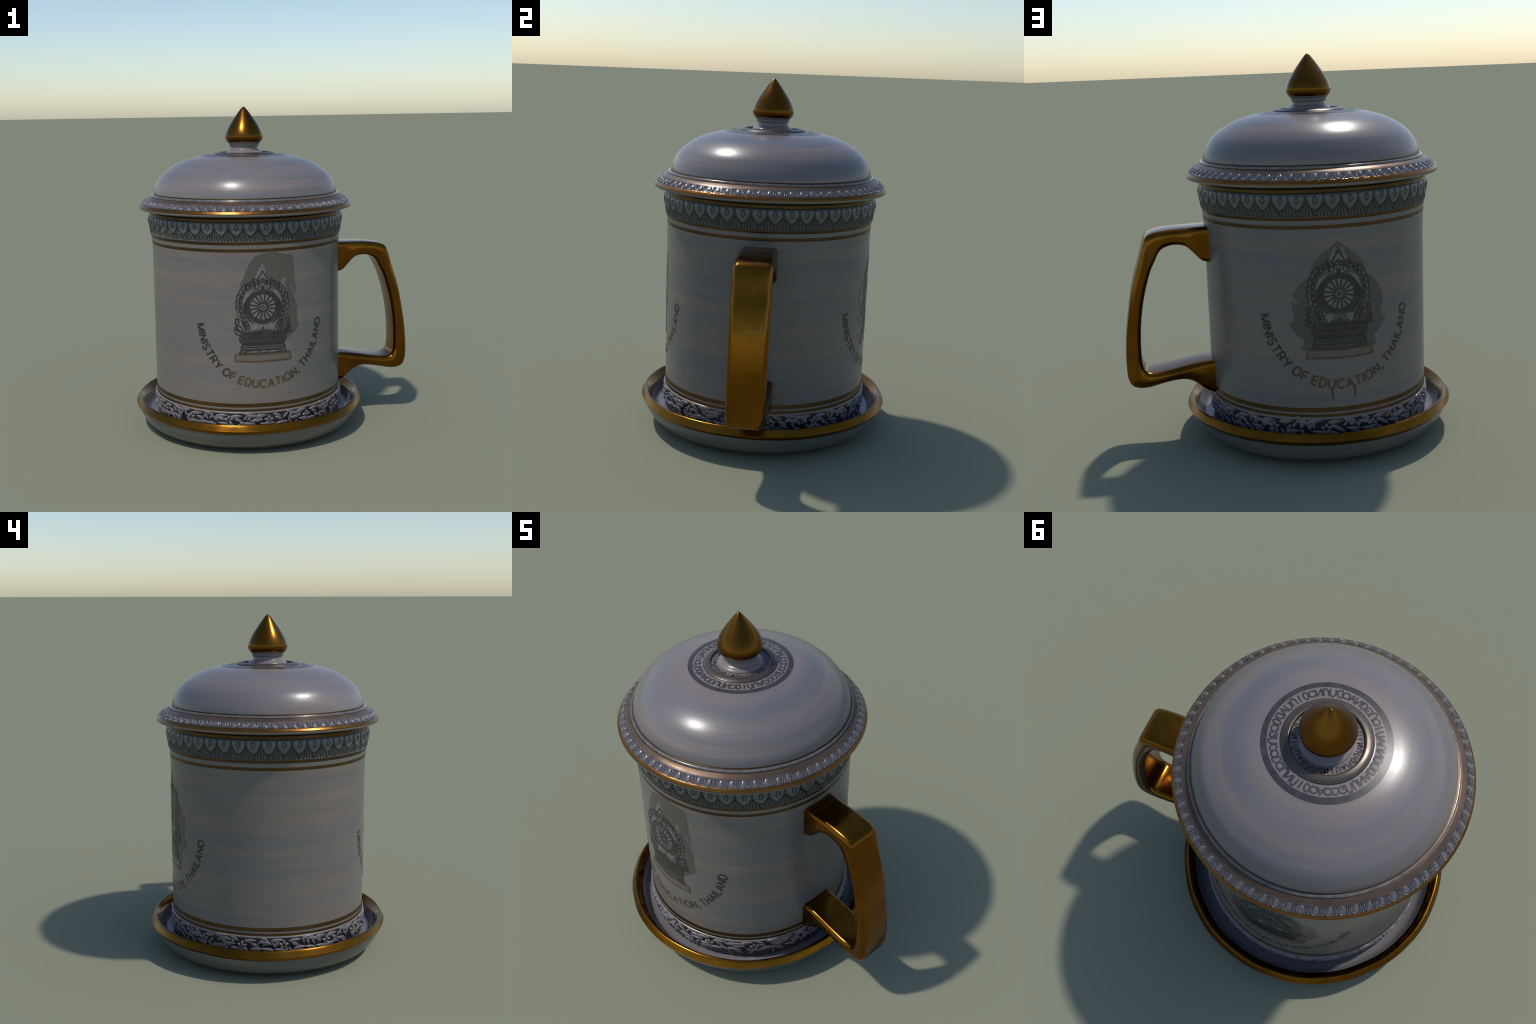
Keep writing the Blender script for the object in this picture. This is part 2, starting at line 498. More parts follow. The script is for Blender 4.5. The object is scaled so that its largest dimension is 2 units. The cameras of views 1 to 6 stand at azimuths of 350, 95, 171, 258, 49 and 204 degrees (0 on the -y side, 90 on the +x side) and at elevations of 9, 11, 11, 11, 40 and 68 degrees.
def leaf_mesh(length, width, turn, seed):
    r = random.Random(seed)
    P = Pieces()
    o = leaf_outline(-0.5 * length * cos(turn), 0.155 - 0.5 * length * sin(turn), length, width, turn)
    c = np.mean(o, 0) + np.array((r.uniform(-.1, .1), r.uniform(-.1, .1))) * width
    cushion(P, o, 0.0065 + r.uniform(0, .003), FM, c, flat=True)
    return P.mesh("leaf")

leaf_kinds = [leaf_mesh(0.082, 0.024, 0.10, 1), leaf_mesh(0.060, 0.020, -0.40, 2), leaf_mesh(0.050, 0.015, 0.85, 3), leaf_mesh(0.046, 0.014, 1.9, 4), leaf_mesh(0.086, 0.022, 2.95, 5), leaf_mesh(0.042, 0.014, -1.0, 6)]
def tumble(o, dz):
    o.location = (0, 0, dz)

petal_flower = Pieces()
for k in range(5):
    t = 2 * pi * k / 5 + 0.3
    cushion(petal_flower, ellipse(0.0175 * cos(t), 0.147 + 0.0175 * sin(t), 0.0125, 0.0095, 12, t), 0.0105, FM)
flower_mesh = petal_flower.mesh("flower")
heart = Pieces()
cushion(heart, ellipse(0, 0.147, 0.0095, 0.0085, 12), 0.0135, FM)
heart_mesh = heart.mesh("flower_heart")

for i in range(NF):
    base = (i + 0.12) * 2 * pi / NF
    j = lambda a: rnd.uniform(-a, a)
    tumble(add("flower", flower_mesh, foot, LEAFG, base + j(.02)), 0.032 + j(.005))
    tumble(add("flower_heart", heart_mesh, foot, SPOT, base + j(.005)), 0.032)
    layout = [(0, 0.20, 0.036), (0, 0.36, -0.006), (1, 0.26, 0.014), (2, 0.44, 0.028), (3, 0.50, 0.026), (2, 0.56, 0.024), (4, 0.62, 0.034),
              (5, 0.70, 0.012), (2, 0.76, 0.020), (3, 0.82, 0.022), (0, 0.84, 0.038), (4, 0.90, -0.010), (5, 0.14, -0.012),
              (1, 0.22, -0.018), (3, 0.44, -0.026), (4, 0.56, -0.006), (2, 0.03, -0.020), (5, 0.97, -0.018), (1, 0.66, -0.024), (0, 0.50, 0.046)]
    for kind, u, dz in layout:
        a = base + u * 2 * pi / NF + j(.018)
        tumble(add("leaf", leaf_kinds[(kind + (rnd.random() < .25)) % 6], foot, LEAFG, a), dz * 1.15 + 0.014 + j(.004))

# ---- rounded pebbly fringe where the relief meets the saucer
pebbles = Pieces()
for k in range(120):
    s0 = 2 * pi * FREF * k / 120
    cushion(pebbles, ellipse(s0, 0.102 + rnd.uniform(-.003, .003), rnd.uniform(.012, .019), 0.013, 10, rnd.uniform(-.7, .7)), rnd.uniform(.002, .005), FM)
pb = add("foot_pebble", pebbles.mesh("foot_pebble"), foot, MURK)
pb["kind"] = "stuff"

# ---- handle: a squared C, rounded-rectangle section between an outer and an inner line
OUTER = [(.385, 1.143), (.42, 1.1425), (.46, 1.142), (.51, 1.141), (.56, 1.140), (.61, 1.138), (.66, 1.133), (.702, 1.124), (.734, 1.107), (.752, 1.070),
         (.775, .99), (.803, .905), (.83, .80), (.850, .69), (.866, .585), (.874, .49), (.876, .42), (.871, .360), (.853, .320), (.818, .304),
         (.77, .302), (.715, .313), (.66, .324), (.605, .331), (.56, .327), (.52, .308), (.48, .277), (.445, .253), (.42, .243), (.385, .235)]
INNER = [(.385, .940), (.42, .954), (.452, .966), (.492, 1.008), (.53, 1.044), (.575, 1.056), (.62, 1.053), (.655, 1.038), (.677, 1.012), (.693, .980),
         (.718, .93), (.740, .865), (.762, .785), (.780, .69), (.791, .585), (.794, .50), (.792, .44), (.785, .408), (.772, .390), (.748, .382),
         (.712, .382), (.67, .387), (.62, .395), (.57, .404), (.53, .411), (.495, .416), (.465, .419), (.44, .421), (.42, .422), (.385, .426)]

def build_handle():
    A, B = catmull(OUTER, 6), catmull(INNER, 6)
    half, cy, rad = 0.0975, 0.0042, 0.022
    verts, faces = [], []
    for i, (o, n) in enumerate(zip(A, B)):
        d = o - n
        L = np.linalg.norm(d)
        d /= L
        sec = []
        for sx, sy in ((1, -1), (1, 1), (-1, 1), (-1, -1)):      # outer/inner, front/back
            a0 = {(1, -1): -90, (1, 1): 0, (-1, 1): 90, (-1, -1): 180}[(sx, sy)]
            r, ru = min(0.028, L * 0.38), 0.032
            for t in np.linspace(0, 90, 6):
                q = radians(a0 + t)
                # local u along y, w along outward direction
                w = sx * (L / 2 - r) + r * cos(q)
                u = sy * (half - ru) + ru * sin(q)
                sec.append((w, u))
        mid = (o + n) / 2
        for w, u in sec:
            bulge = (1 - (u / half) ** 2) * (0.002 if w > 0 else -0.0005 if 3 < i / 6 < 26 else 0.0)
            x, z = mid + d * (w + bulge)
            u += math.copysign(0.0075 * (1 - min(1, abs(w) / (L / 2)) ** 2) - 0.004, u) if abs(u) > half * 0.5 else 0
            verts.append((min(x, 0.8758) - AXIS[0] + 0.0015, u + cy - AXIS[1], z))
    m = 24
    for i in range(len(A) - 1):
        for k in range(m):
            l = (k + 1) % m
            faces.append((i * m + k, (i + 1) * m + k, (i + 1) * m + l, i * m + l))
    faces += [tuple(range(m)), tuple(reversed(range((len(A) - 1) * m, len(A) * m)))]
    return make_mesh("handle", verts, faces)
add("handle", build_handle(), mug, GOLD)

# ---- printed crests and lettering on the wall (front at -y, back at +y)
cup_r = profile_fn(cup[6][2])
RW = 0.5812
WM = wall_map(cup_r, RW)
HUB = 0.857
def EM(level):
    """Surface map for print, with crest coordinates centred on the wheel."""
    return lambda x, y, h: WM(x, HUB + y, h + level)

def both(P, draw):
    draw(lambda pts: pts)
    draw(mirror)

def crest_parts():
    out = {}
    L1, L2, L3 = EM(0.0008), EM(0.0016), EM(0.0024)
    T = 0.0006
    # flaming halo: a dark ogee band with little leaf lobes
    halo, halo_pale = Pieces(), Pieces()
    print_tile(halo_pale, [(0.0, 0.206), (0.018, 0.176), (0.045, 0.138), (0.040, 0.105), (-0.040, 0.105), (-0.045, 0.138), (-0.018, 0.176)], T, EM(0.0004), base=-0.002)
    side = smooth_line([(0.0, 0.150), (0.045, 0.142), (0.085, 0.118), (0.115, 0.080), (0.130, 0.030), (0.127, -0.020), (0.112, -0.065), (0.090, -0.105), (0.085, -0.130)], 5)
    for f in (lambda p: p, mirror):
        print_stroke(halo, f(side), 0.022, T, L1, base=-0.002)
        print_stroke(halo, f(smooth_line([(0.150, -0.02), (0.153, 0.02), (0.146, 0.065), (0.125, 0.110), (0.098, 0.140)], 4)), 0.006, T, L1, base=-0.002)
        for k in range(9):                             # leaf lobes climbing the outer edge
            t = radians(-38 + 13.5 * k)
            x, y = 0.131 * cos(t), 0.012 + 0.128 * sin(t)
            lobe = leaf_outline(x, y, 0.034, 0.026, t + radians(38 - 2.5 * k), 7)
            print_tile(halo_pale, f(lobe), T, EM(0.0004), base=-0.002)
            print_stroke(halo, f(lobe), 0.0050, T, L1, closed=True, base=-0.002)
            a = t + radians(38 - 2.5 * k)
            print_stroke(halo, f([(x, y), (x + 0.018 * cos(a), y + 0.018 * sin(a))]), 0.0045, T, L1, base=-0.002)
        # standing leaves beside the crown
        print_stroke(halo, f(smooth_line([(0.105, 0.105), (0.095, 0.132), (0.062, 0.152), (0.052, 0.168), (0.047, 0.135), (0.040, 0.120)], 4)), 0.0065, T, L1, base=-0.002)
        print_stroke(halo, f([(0.060, 0.118), (0.070, 0.138), (0.080, 0.118)]), 0.005, T, L1, base=-0.002)
        # crown: nested flames
        print_stroke(halo, f([(0.0, 0.210), (0.016, 0.182), (0.030, 0.160), (0.043, 0.140), (0.048, 0.112)]), 0.0065, T, L2, base=-0.002)
        print_stroke(halo, f(smooth_line([(0.0, 0.168), (0.014, 0.158), (0.022, 0.142), (0.020, 0.120)], 3)), 0.006, T, L2, base=-0.002)
        print_stroke(halo, f(smooth_line([(0.0, 0.152), (0.009, 0.143), (0.012, 0.128)], 3)), 0.005, T, L2, base=-0.002)
        print_stroke(halo, f(ellipse(0.033, 0.120, 0.010, 0.013, 10)), 0.005, T, L2, closed=True, base=-0.002)
    out["halo_bead"] = (Pieces(), PALE)
    for k in range(len(side)):
        if k % 3 == 1:
            x, y = side[k]
            for sg in (1, -1):
                print_tile(out["halo_bead"][0], ellipse(sg * x, y, 0.0055, 0.0035, 8, sg * (0.6 + 0.04 * k)), T, EM(0.0030), base=-0.003)
    print_tile(halo, ellipse(0, 0.112, 0.012, 0.014, 12), T, L2, base=-0.002)
    out["halo"] = (halo, PRINT)
    out["halo_ground"] = (halo_pale, PALE)
    for sg in (1, -1):                                   # shaded field between halo and wheel
        print_stroke(halo, [(sg * x, y) for x, y in ellipse(0, -0.002, 0.106, 0.108, 18, 0, -1.15, 1.05)], lambda t: 0.002 + 0.015 * sin(pi * t), T, L1)
    # the sixteen-spoked wheel
    wheel = Pieces()
    print_stroke(wheel, ellipse(0, 0, 0.0865, 0.0865, 48), 0.026, T, L2, closed=True, base=-0.003)
    print_stroke(wheel, ellipse(0, 0, 0.024, 0.024, 24), 0.008, T, L3, closed=True, base=-0.003)
    print_stroke(wheel, ellipse(0, 0, 0.009, 0.009, 14), 0.006, T, L3, closed=True, base=-0.003)
    for k in range(16):
        t = 2 * pi * (k + 0.5) / 16
        print_stroke(wheel, [(r * cos(t), r * sin(t)) for r in (0.026, 0.045, 0.062, 0.077)], 0.0085, T, L2, base=-0.003)
    out["wheel"] = (wheel, PRINT)
    # pale crescents and wheel ground
    pale = Pieces()
    print_tile(pale, ellipse(0, 0, 0.078, 0.078, 32), 0.0004, EM(0.0006), base=-0.002)
    for f in (lambda p: p, mirror):
        print_stroke(pale, f(ellipse(0.004, -0.004, 0.109, 0.116, 16, 0, 0.25, 1.15)), lambda t: 0.003 + 0.014 * sin(pi * t), 0.0006, EM(0.0018), base=-0.003)
        print_tile(pale, f([(0.030, -0.100), (0.062, -0.098), (0.072, -0.112), (0.055, -0.145), (0.036, -0.122)]), 0.0006, EM(0.0010), base=-0.002)
    out["crescent"] = (pale, PALE)
    # woven basket of the throne and the curling flames at its sides
    throne = Pieces()
    body = [(-0.132, -0.135), (-0.070, -0.150), (0.0, -0.128), (0.070, -0.150), (0.132, -0.135), (0.128, -0.180), (0.120, -0.210), (0.0, -0.214), (-0.120, -0.210), (-0.128, -0.180)]
    for k in range(13):                                  # lattice
        x = -0.120 + 0.020 * k
        print_stroke(throne, [(x - 0.010, -0.206), (x + 0.010, -0.160)], 0.0052, T, L1, base=-0.002)
        print_stroke(throne, [(x + 0.010, -0.206), (x - 0.010, -0.160)], 0.0052, T, L2, base=-0.002)
    for y in (-0.158, -0.183, -0.210):
        print_stroke(throne, [(x, y) for x in np.linspace(-0.128, 0.128, 12)], 0.011, T, L2, base=-0.003)
    for k in range(9):                                   out["throne_ground"] = (Pieces(), HAZE)
    print_tile(out["throne_ground"][0], body, T, EM(0.0004), (0.0, -0.178))
    for k in range(13):                                  # lattice on the basket
        x = -0.084 + 0.021 * k
        h = 0.030 - 0.012 * abs(k - 4) / 4 + (0.014 if k == 4 else 0)
        print_stroke(throne, [(x - 0.010, -0.158), (x - 0.004, -0.158 + 0.6 * h), (x, -0.158 + h), (x + 0.004, -0.158 + 0.6 * h), (x + 0.010, -0.158)], 0.0062, T, L1, base=-0.002)
        print_stroke(throne, [(x, -0.158), (x, -0.158 + 0.6 * h)], 0.005, T, L1, base=-0.002)
    for f in (lambda p: p, mirror):
        print_stroke(throne, f(smooth_line([(0.120, -0.155), (0.146, -0.128), (0.160, -0.092), (0.152, -0.062), (0.140, -0.082), (0.148, -0.105), (0.128, -0.115), (0.118, -0.140)], 4)), 0.0085, T, L1, base=-0.002)
        print_stroke(throne, f(smooth_line([(0.134, -0.165), (0.162, -0.150), (0.164, -0.118), (0.150, -0.135), (0.136, -0.142)], 4)), 0.0075, T, L2, base=-0.002)
        print_stroke(throne, f(smooth_line([(0.098, -0.150), (0.110, -0.110), (0.122, -0.085), (0.108, -0.095), (0.098, -0.120)], 4)), 0.009, T, L2, base=-0.002)
        print_stroke(throne, f([(0.082, -0.155), (0.086, -0.120), (0.098, -0.085)]), 0.010, T, L2, base=-0.002)
        print_stroke(throne, f([(0.128, -0.160), (0.138, -0.190), (0.120, -0.216)]), 0.010, T, L1, base=-0.002)
    out["throne"] = (throne, PRINT)
    # stepped plinth
    step = Pieces()
    for y, w, x in ((-0.222, 0.010, 0.124), (-0.236, 0.006, 0.132), (-0.250, 0.008, 0.128), (-0.272, 0.008, 0.142)):
        print_stroke(step, [(t, y) for t in np.linspace(-x, x, 12)], w, T, L2, base=-0.003)
    for f in (lambda p: p, mirror):
        print_stroke(step, f([(0.122, -0.222), (0.130, -0.240), (0.124, -0.252), (0.142, -0.274)]), 0.009, T, L2, base=-0.003)
        print_stroke(step, f(smooth_line([(0.010, -0.262), (0.045, -0.254), (0.090, -0.258), (0.115, -0.264), (0.080, -0.270), (0.030, -0.271)], 3)), 0.004, T, L2, base=-0.003)
    out["plinth"] = (step, PRINT)
    bar = Pieces()
    for f in (lambda p: p, mirror):
        print_tile(bar, f([(0.08, -0.276), (0.158, -0.276), (0.168, -0.318), (0.08, -0.318)]), 0.0004, EM(0.0006), base=-0.002)
    print_tile(bar, [(-0.08, -0.3185), (0.08, -0.3185), (0.08, -0.2765), (-0.08, -0.2765)], 0.0004, EM(0.0006), base=-0.002)
    out["plinth_slab"] = (bar, BEIGE)
    rim = Pieces()
    loop = [(-0.160, -0.277), (-0.08, -0.279), (0, -0.280), (0.08, -0.279), (0.160, -0.277), (0.169, -0.318), (0.08, -0.320), (0, -0.321), (-0.08, -0.320), (-0.169, -0.318)]
    print_stroke(rim, loop, 0.009, T, L2, closed=True, base=-0.003)
    out["plinth_edge"] = (rim, GILTP)
    return out

crest_meshes = {k: (p.mesh(k), m) for k, (p, m) in crest_parts().items()}

def patch(name, shapes):
    P = Pieces()
    for o, c in shapes:
        print_tile(P, o, 0.0003, EM(0.0002), c)
    return P.mesh(name)

# front: an irregular worn cloud of taupe behind the crest
def ragged(pts, amt, seed):
    r = random.Random(seed)
    line = smooth_line(list(pts) + [pts[0]], 6)[:-1]
    return [(x + r.uniform(-amt, amt), y + r.uniform(-amt, amt)) for x, y in line]
cloud = [(-0.135, 0.125), (-0.105, 0.185), (-0.080, 0.245), (-0.045, 0.290), (0.010, 0.312), (0.070, 0.318), (0.130, 0.300), (0.185, 0.288), (0.190, 0.258), (0.200, 0.150), (0.206, 0.085),
         (0.196, 0.050), (0.212, -0.010), (0.214, -0.080), (0.222, -0.130), (0.170, -0.180), (0.130, -0.200), (0.100, -0.100), (0.06, 0.0), (0.0, 0.05), (-0.06, 0.07)]
front_patch = patch("crest_ground", [(ragged(cloud, 0.0025, 5)[::-1], (0.09, 0.10))])
# back: a lotus of broad taupe petals
lotus = [(0.0, 0.258), (0.045, 0.222), (0.095, 0.185), (0.128, 0.140), (0.146, 0.085), (0.185, 0.055), (0.222, 0.000), (0.232, -0.060), (0.222, -0.115), (0.248, -0.150),
         (0.215, -0.195), (0.175, -0.225), (0.150, -0.205), (0.10, -0.19), (0.05, -0.19), (0.0, -0.19)]
lotus = smooth_line(lotus[:5], 4)[:-1] + smooth_line(lotus[4:10], 4)[:-1] + smooth_line(lotus[9:13], 4)[:-1] + lotus[12:]
lotus_full = lotus + mirror(lotus)[-2:0:-1]
skirt = [(0.150, -0.205), (0.178, -0.228), (0.186, -0.262), (0.196, -0.276), (0.10, -0.279), (-0.10, -0.279), (-0.196, -0.276), (-0.186, -0.262), (-0.178, -0.228), (-0.150, -0.205), (0, -0.2)]
back_patch = patch("crest_ground", [(lotus_full[::-1], (0, -0.02)), ([(x, y - 0.0005) for x, y in skirt[::-1]], (0, -0.245))])
# pale highlights left inside the grounds
def highlights(name, polys):
    P = Pieces()
    for o in polys:
        print_tile(P, o, 0.0003, EM(0.00055))
    return P.mesh(name)
front_light = highlights("crest_light", [
    [(-0.043, 0.160), (-0.038, 0.185), (-0.020, 0.225), (0.000, 0.250), (0.012, 0.238), (0.018, 0.200), (0.008, 0.188), (0.0, 0.212), (-0.020, 0.180)][::-1],
    [(0.095, 0.120), (0.120, 0.165), (0.135, 0.160), (0.136, 0.110), (0.118, 0.098)][::-1],
    [(0.170, 0.110), (0.182, 0.080), (0.200, 0.030), (0.196, 0.060), (0.180, 0.105)]])
back_light = highlights("crest_light", [
    [(0.010, 0.228), (0.020, 0.232), (0.036, 0.190), (0.058, 0.145), (0.045, 0.140), (0.020, 0.190)],
    [(-0.010, 0.228), (-0.020, 0.190), (-0.045, 0.140), (-0.058, 0.145), (-0.036, 0.190), (-0.020, 0.232)],
    [(-0.222, -0.012), (-0.232, -0.028), (-0.208, -0.050), (-0.198, -0.045)], [(0.205, 0.012), (0.212, 0.015), (0.215, -0.005), (0.207, -0.010)]])

# a plain upright sans alphabet drawn as pen strokes in a box of height 1
def arc_pts(cx, cy, rx, ry, a0, a1, n=12):
    return [(cx + rx * cos(radians(t)), cy + ry * sin(radians(t))) for t in np.linspace(a0, a1, n)]
PEN = {
    "M": (0.84, [[(0.0, 0), (0.0, 1)], [(0.0, 1), (0.42, 0.0)], [(0.42, 0.0), (0.84, 1)], [(0.84, 1), (0.84, 0)]]),
    "I": (0.0, [[(0, 0), (0, 1)]]),
    "N": (0.68, [[(0, 0), (0, 1)], [(0, 1), (0.68, 0)], [(0.68, 0), (0.68, 1)]]),
    "S": (0.60, [arc_pts(0.30, 0.745, 0.28, 0.255, 20, 270, 12) + arc_pts(0.30, 0.245, 0.30, 0.245, 90, -160, 12)[1:]]),
    "T": (0.66, [[(0, 1), (0.66, 1)], [(0.33, 1), (0.33, 0)]]),
    "R": (0.64, [[(0, 0), (0, 1)], [(0, 1), (0.36, 1)] + arc_pts(0.36, 0.74, 0.25, 0.26, 90, -90, 9) + [(0, 0.48)], [(0.34, 0.48), (0.64, 0)]]),
    "Y": (0.70, [[(0, 1), (0.35, 0.44)], [(0.70, 1), (0.35, 0.44)], [(0.35, 0.46), (0.35, 0)]]),
    "O": (0.82, [arc_pts(0.41, 0.5, 0.41, 0.5, 0, 360, 25)]),
    "F": (0.54, [[(0, 0), (0, 1)], [(0, 1), (0.54, 1)], [(0, 0.53), (0.48, 0.53)]]),
    "E": (0.56, [[(0, 0), (0, 1)], [(0, 1), (0.56, 1)], [(0, 0.53), (0.52, 0.53)], [(0, 0), (0.56, 0)]]),
    "D": (0.68, [[(0, 0), (0, 1)], [(0, 1), (0.24, 1)] + arc_pts(0.26, 0.5, 0.42, 0.5, 90, -90, 13) + [(0, 0)]]),
    "U": (0.64, [[(0, 1), (0, 0.32)] + arc_pts(0.32, 0.32, 0.32, 0.32, 180, 360, 11) + [(0.64, 1)]]),
    "C": (0.74, [arc_pts(0.40, 0.5, 0.40, 0.5, 38, 322, 20)]),
    "A": (0.72, [[(0, 0), (0.36, 1)], [(0.36, 1), (0.72, 0)], [(0.13, 0.33), (0.59, 0.33)]]),
    "H": (0.64, [[(0, 0), (0, 1)], [(0.64, 0), (0.64, 1)], [(0, 0.53), (0.64, 0.53)]]),
    "L": (0.50, [[(0, 1), (0, 0)], [(0, 0), (0.50, 0)]]),
    ",": (0.08, [[(0.06, 0.08), (0.05, -0.05), (-0.02, -0.20)]]),
}

def lettering(text, radius, centre_z, cap, weight, a0, a1):
    """Text set on the lower arc of a circle and wrapped on the wall."""
    gap, space = 0.32, 0.34
    total = sum(space if ch == " " else PEN[ch][0] + gap for ch in text) - gap
    P, cur, lvl = Pieces(), 0.0, 0
    for ch in text:
        if ch == " ":
            cur += space
            continue
        wid, strokes = PEN[ch]
        ang = a0 + (a1 - a0) * (cur + wid / 2) / total
        for st in strokes:
            line = []
            for (xa, ya), (xb, yb) in zip(st, st[1:]):
                k = max(1, int(hypot(xb - xa, yb - ya) / 0.4))
                line += [(xa + (xb - xa) * t / k, ya + (yb - ya) * t / k) for t in range(k)]
            line.append(st[-1])
            pts = []
            for x, y in line:
                lx, ly = (x - wid / 2) * cap, (y - 0.5) * cap
                pts.append(((radius - ly) * sin(ang) + lx * cos(ang), centre_z - (radius - ly) * cos(ang) + lx * sin(ang)))
            lvl = (lvl + 1) % 7
            lift = 0.0006 + 0.00007 * lvl
            print_stroke(P, pts, weight, lift, WM)
        cur += wid + gap
    return P.mesh("lettering")

WORDS = "MINISTRY OF EDUCATION, THAILAND"
letters = lettering(WORDS, 0.374, 0.776, 0.046, 0.0100, radians(-86), radians(86))

for k, (az, ground, light) in enumerate(((0.0, front_patch, front_light), (pi, back_patch, back_light))):
    crest = add("crest", ground, mug, SHADEP, az)
    add("crest_light", light, crest, GLAZE)
    for name, (me, mat) in crest_meshes.items():
        add(name, me, crest, mat)
    add("lettering", letters, mug, LETTER, az)

# small smears of the print under the lettering
smear = Pieces()
print_tile(smear, ellipse(0.178, 0.427 - HUB, 0.006, 0.011, 10), 0.0004, EM(0.0004))
add("print_smear", smear.mesh("print_smear"), mug, PRINT)
drip = Pieces()
for x, y in ((-0.048, 0.385), (0.066, 0.390)):
    print_stroke(drip, [(x, y - HUB), (x + 0.001, y - 0.03 - HUB), (x + 0.003, y - 0.062 - HUB)], lambda t: 0.010 - 0.004 * t, 0.0004, EM(0.0004), base=-0.001)
add("print_smear", drip.mesh("print_smear"), mug, PRINT, pi)

# ================================================================== the lid
lid = thing("lid", "domed porcelain lid with gilded egg-and-dart brim and gold bud finial", "mug lid")
BR0, BR1 = (0.6120, 1.4475), (0.6470, 1.4165)
cap = [
    ("lid_inside", GLAZE, [(0.02, 1.665), (0.25, 1.655), (0.42, 1.60), (0.50, 1.52), (0.53, 1.44), (0.535, 1.340), (0.545, 1.336)], 5),
    ("lid_flange", GLAZE, [(0.545, 1.336), (0.547, 1.345), (0.547, 1.3720)], 3),
    ("brim_underside", GLAZE, [(0.547, 1.3720), (0.580, 1.3735), (0.605, 1.3760), (0.630, 1.3790), (0.6440, 1.3815), (0.6510, 1.3840)], 4),
    ("white_edge", GLAZE, [(0.6510, 1.3840), (0.6560, 1.3860), (0.6585, 1.3915), (0.6586, 1.3965)], 4),
    ("brim_edge", BRIM, [(0.6586, 1.3965), (0.6592, 1.4000), (0.6575, 1.4050), (0.6540, 1.4100), (0.6510, 1.4140), (0.6470, 1.4165)], 4),
    ("egg_band", SLATE, [BR1, (0.6295, 1.4320), BR0], 4),
    ("rose_band", ROSE, [BR0, (0.6040, 1.4530), (0.5940, 1.4580), (0.5880, 1.4610)], 3),
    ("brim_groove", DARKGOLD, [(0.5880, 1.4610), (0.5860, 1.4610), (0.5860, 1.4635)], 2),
    ("brim_bead", SILVER, [(0.5860, 1.4635), (0.5855, 1.4685), (0.5825, 1.4725), (0.5775, 1.4745), (0.5740, 1.4745)], 4),
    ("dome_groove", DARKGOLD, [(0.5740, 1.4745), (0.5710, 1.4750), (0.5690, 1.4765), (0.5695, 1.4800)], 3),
    ("dome", DOME, [(0.5695, 1.4800), (0.5676, 1.4935), (0.5600, 1.5190), (0.5440, 1.5512), (0.5213, 1.5833), (0.4912, 1.6120), (0.4502, 1.6405), (0.4032, 1.6647), (0.3490, 1.6838), (0.3100, 1.6942), (0.2680, 1.7020)], 8),
    ("dome_crown", DOME, [(0.2680, 1.7020), (0.2300, 1.7068), (0.1920, 1.7092)], 6),
    ("crown_edge", INK, [(0.1920, 1.7092), (0.1895, 1.7110), (0.1880, 1.7135)], 2),
    ("crown_ring", DULL, [(0.1880, 1.7135), (0.1780, 1.7190), (0.1660, 1.7225), (0.1585, 1.7235), (0.1535, 1.7210)], 4),
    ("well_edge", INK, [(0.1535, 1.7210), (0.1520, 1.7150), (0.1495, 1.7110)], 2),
    ("well", DOME, [(0.1495, 1.7110), (0.1350, 1.7110), (0.1150, 1.7125)], 3),
    ("neck", DOME, [(0.1150, 1.7125), (0.1145, 1.7195), (0.1090, 1.7260), (0.0980, 1.7320), (0.0895, 1.7385), (0.0870, 1.7460), (0.0860, 1.7520), (0.0850, 1.7560)], 4),
    ("neck_collar", DOME, [(0.0850, 1.7560), (0.0900, 1.7590), (0.0918, 1.7650), (0.0920, 1.7710), (0.0945, 1.7745), (0.0985, 1.7790), (0.1040, 1.7850)], 4),
    ("finial", FINIAL, [(0.1040, 1.7850), (0.1110, 1.7950), (0.1155, 1.8060), (0.1170, 1.8150)], 4),
    ("finial_bud", FINIAL, [(0.1170, 1.8150), (0.1164, 1.8250), (0.1120, 1.8400), (0.0992, 1.8690), (0.0800, 1.9015), (0.0490, 1.9460), (0.0180, 1.9860), (0.0060, 1.9980), (0.0004, 2.0000)], 7),
]
lp = lathe(lid, cap)

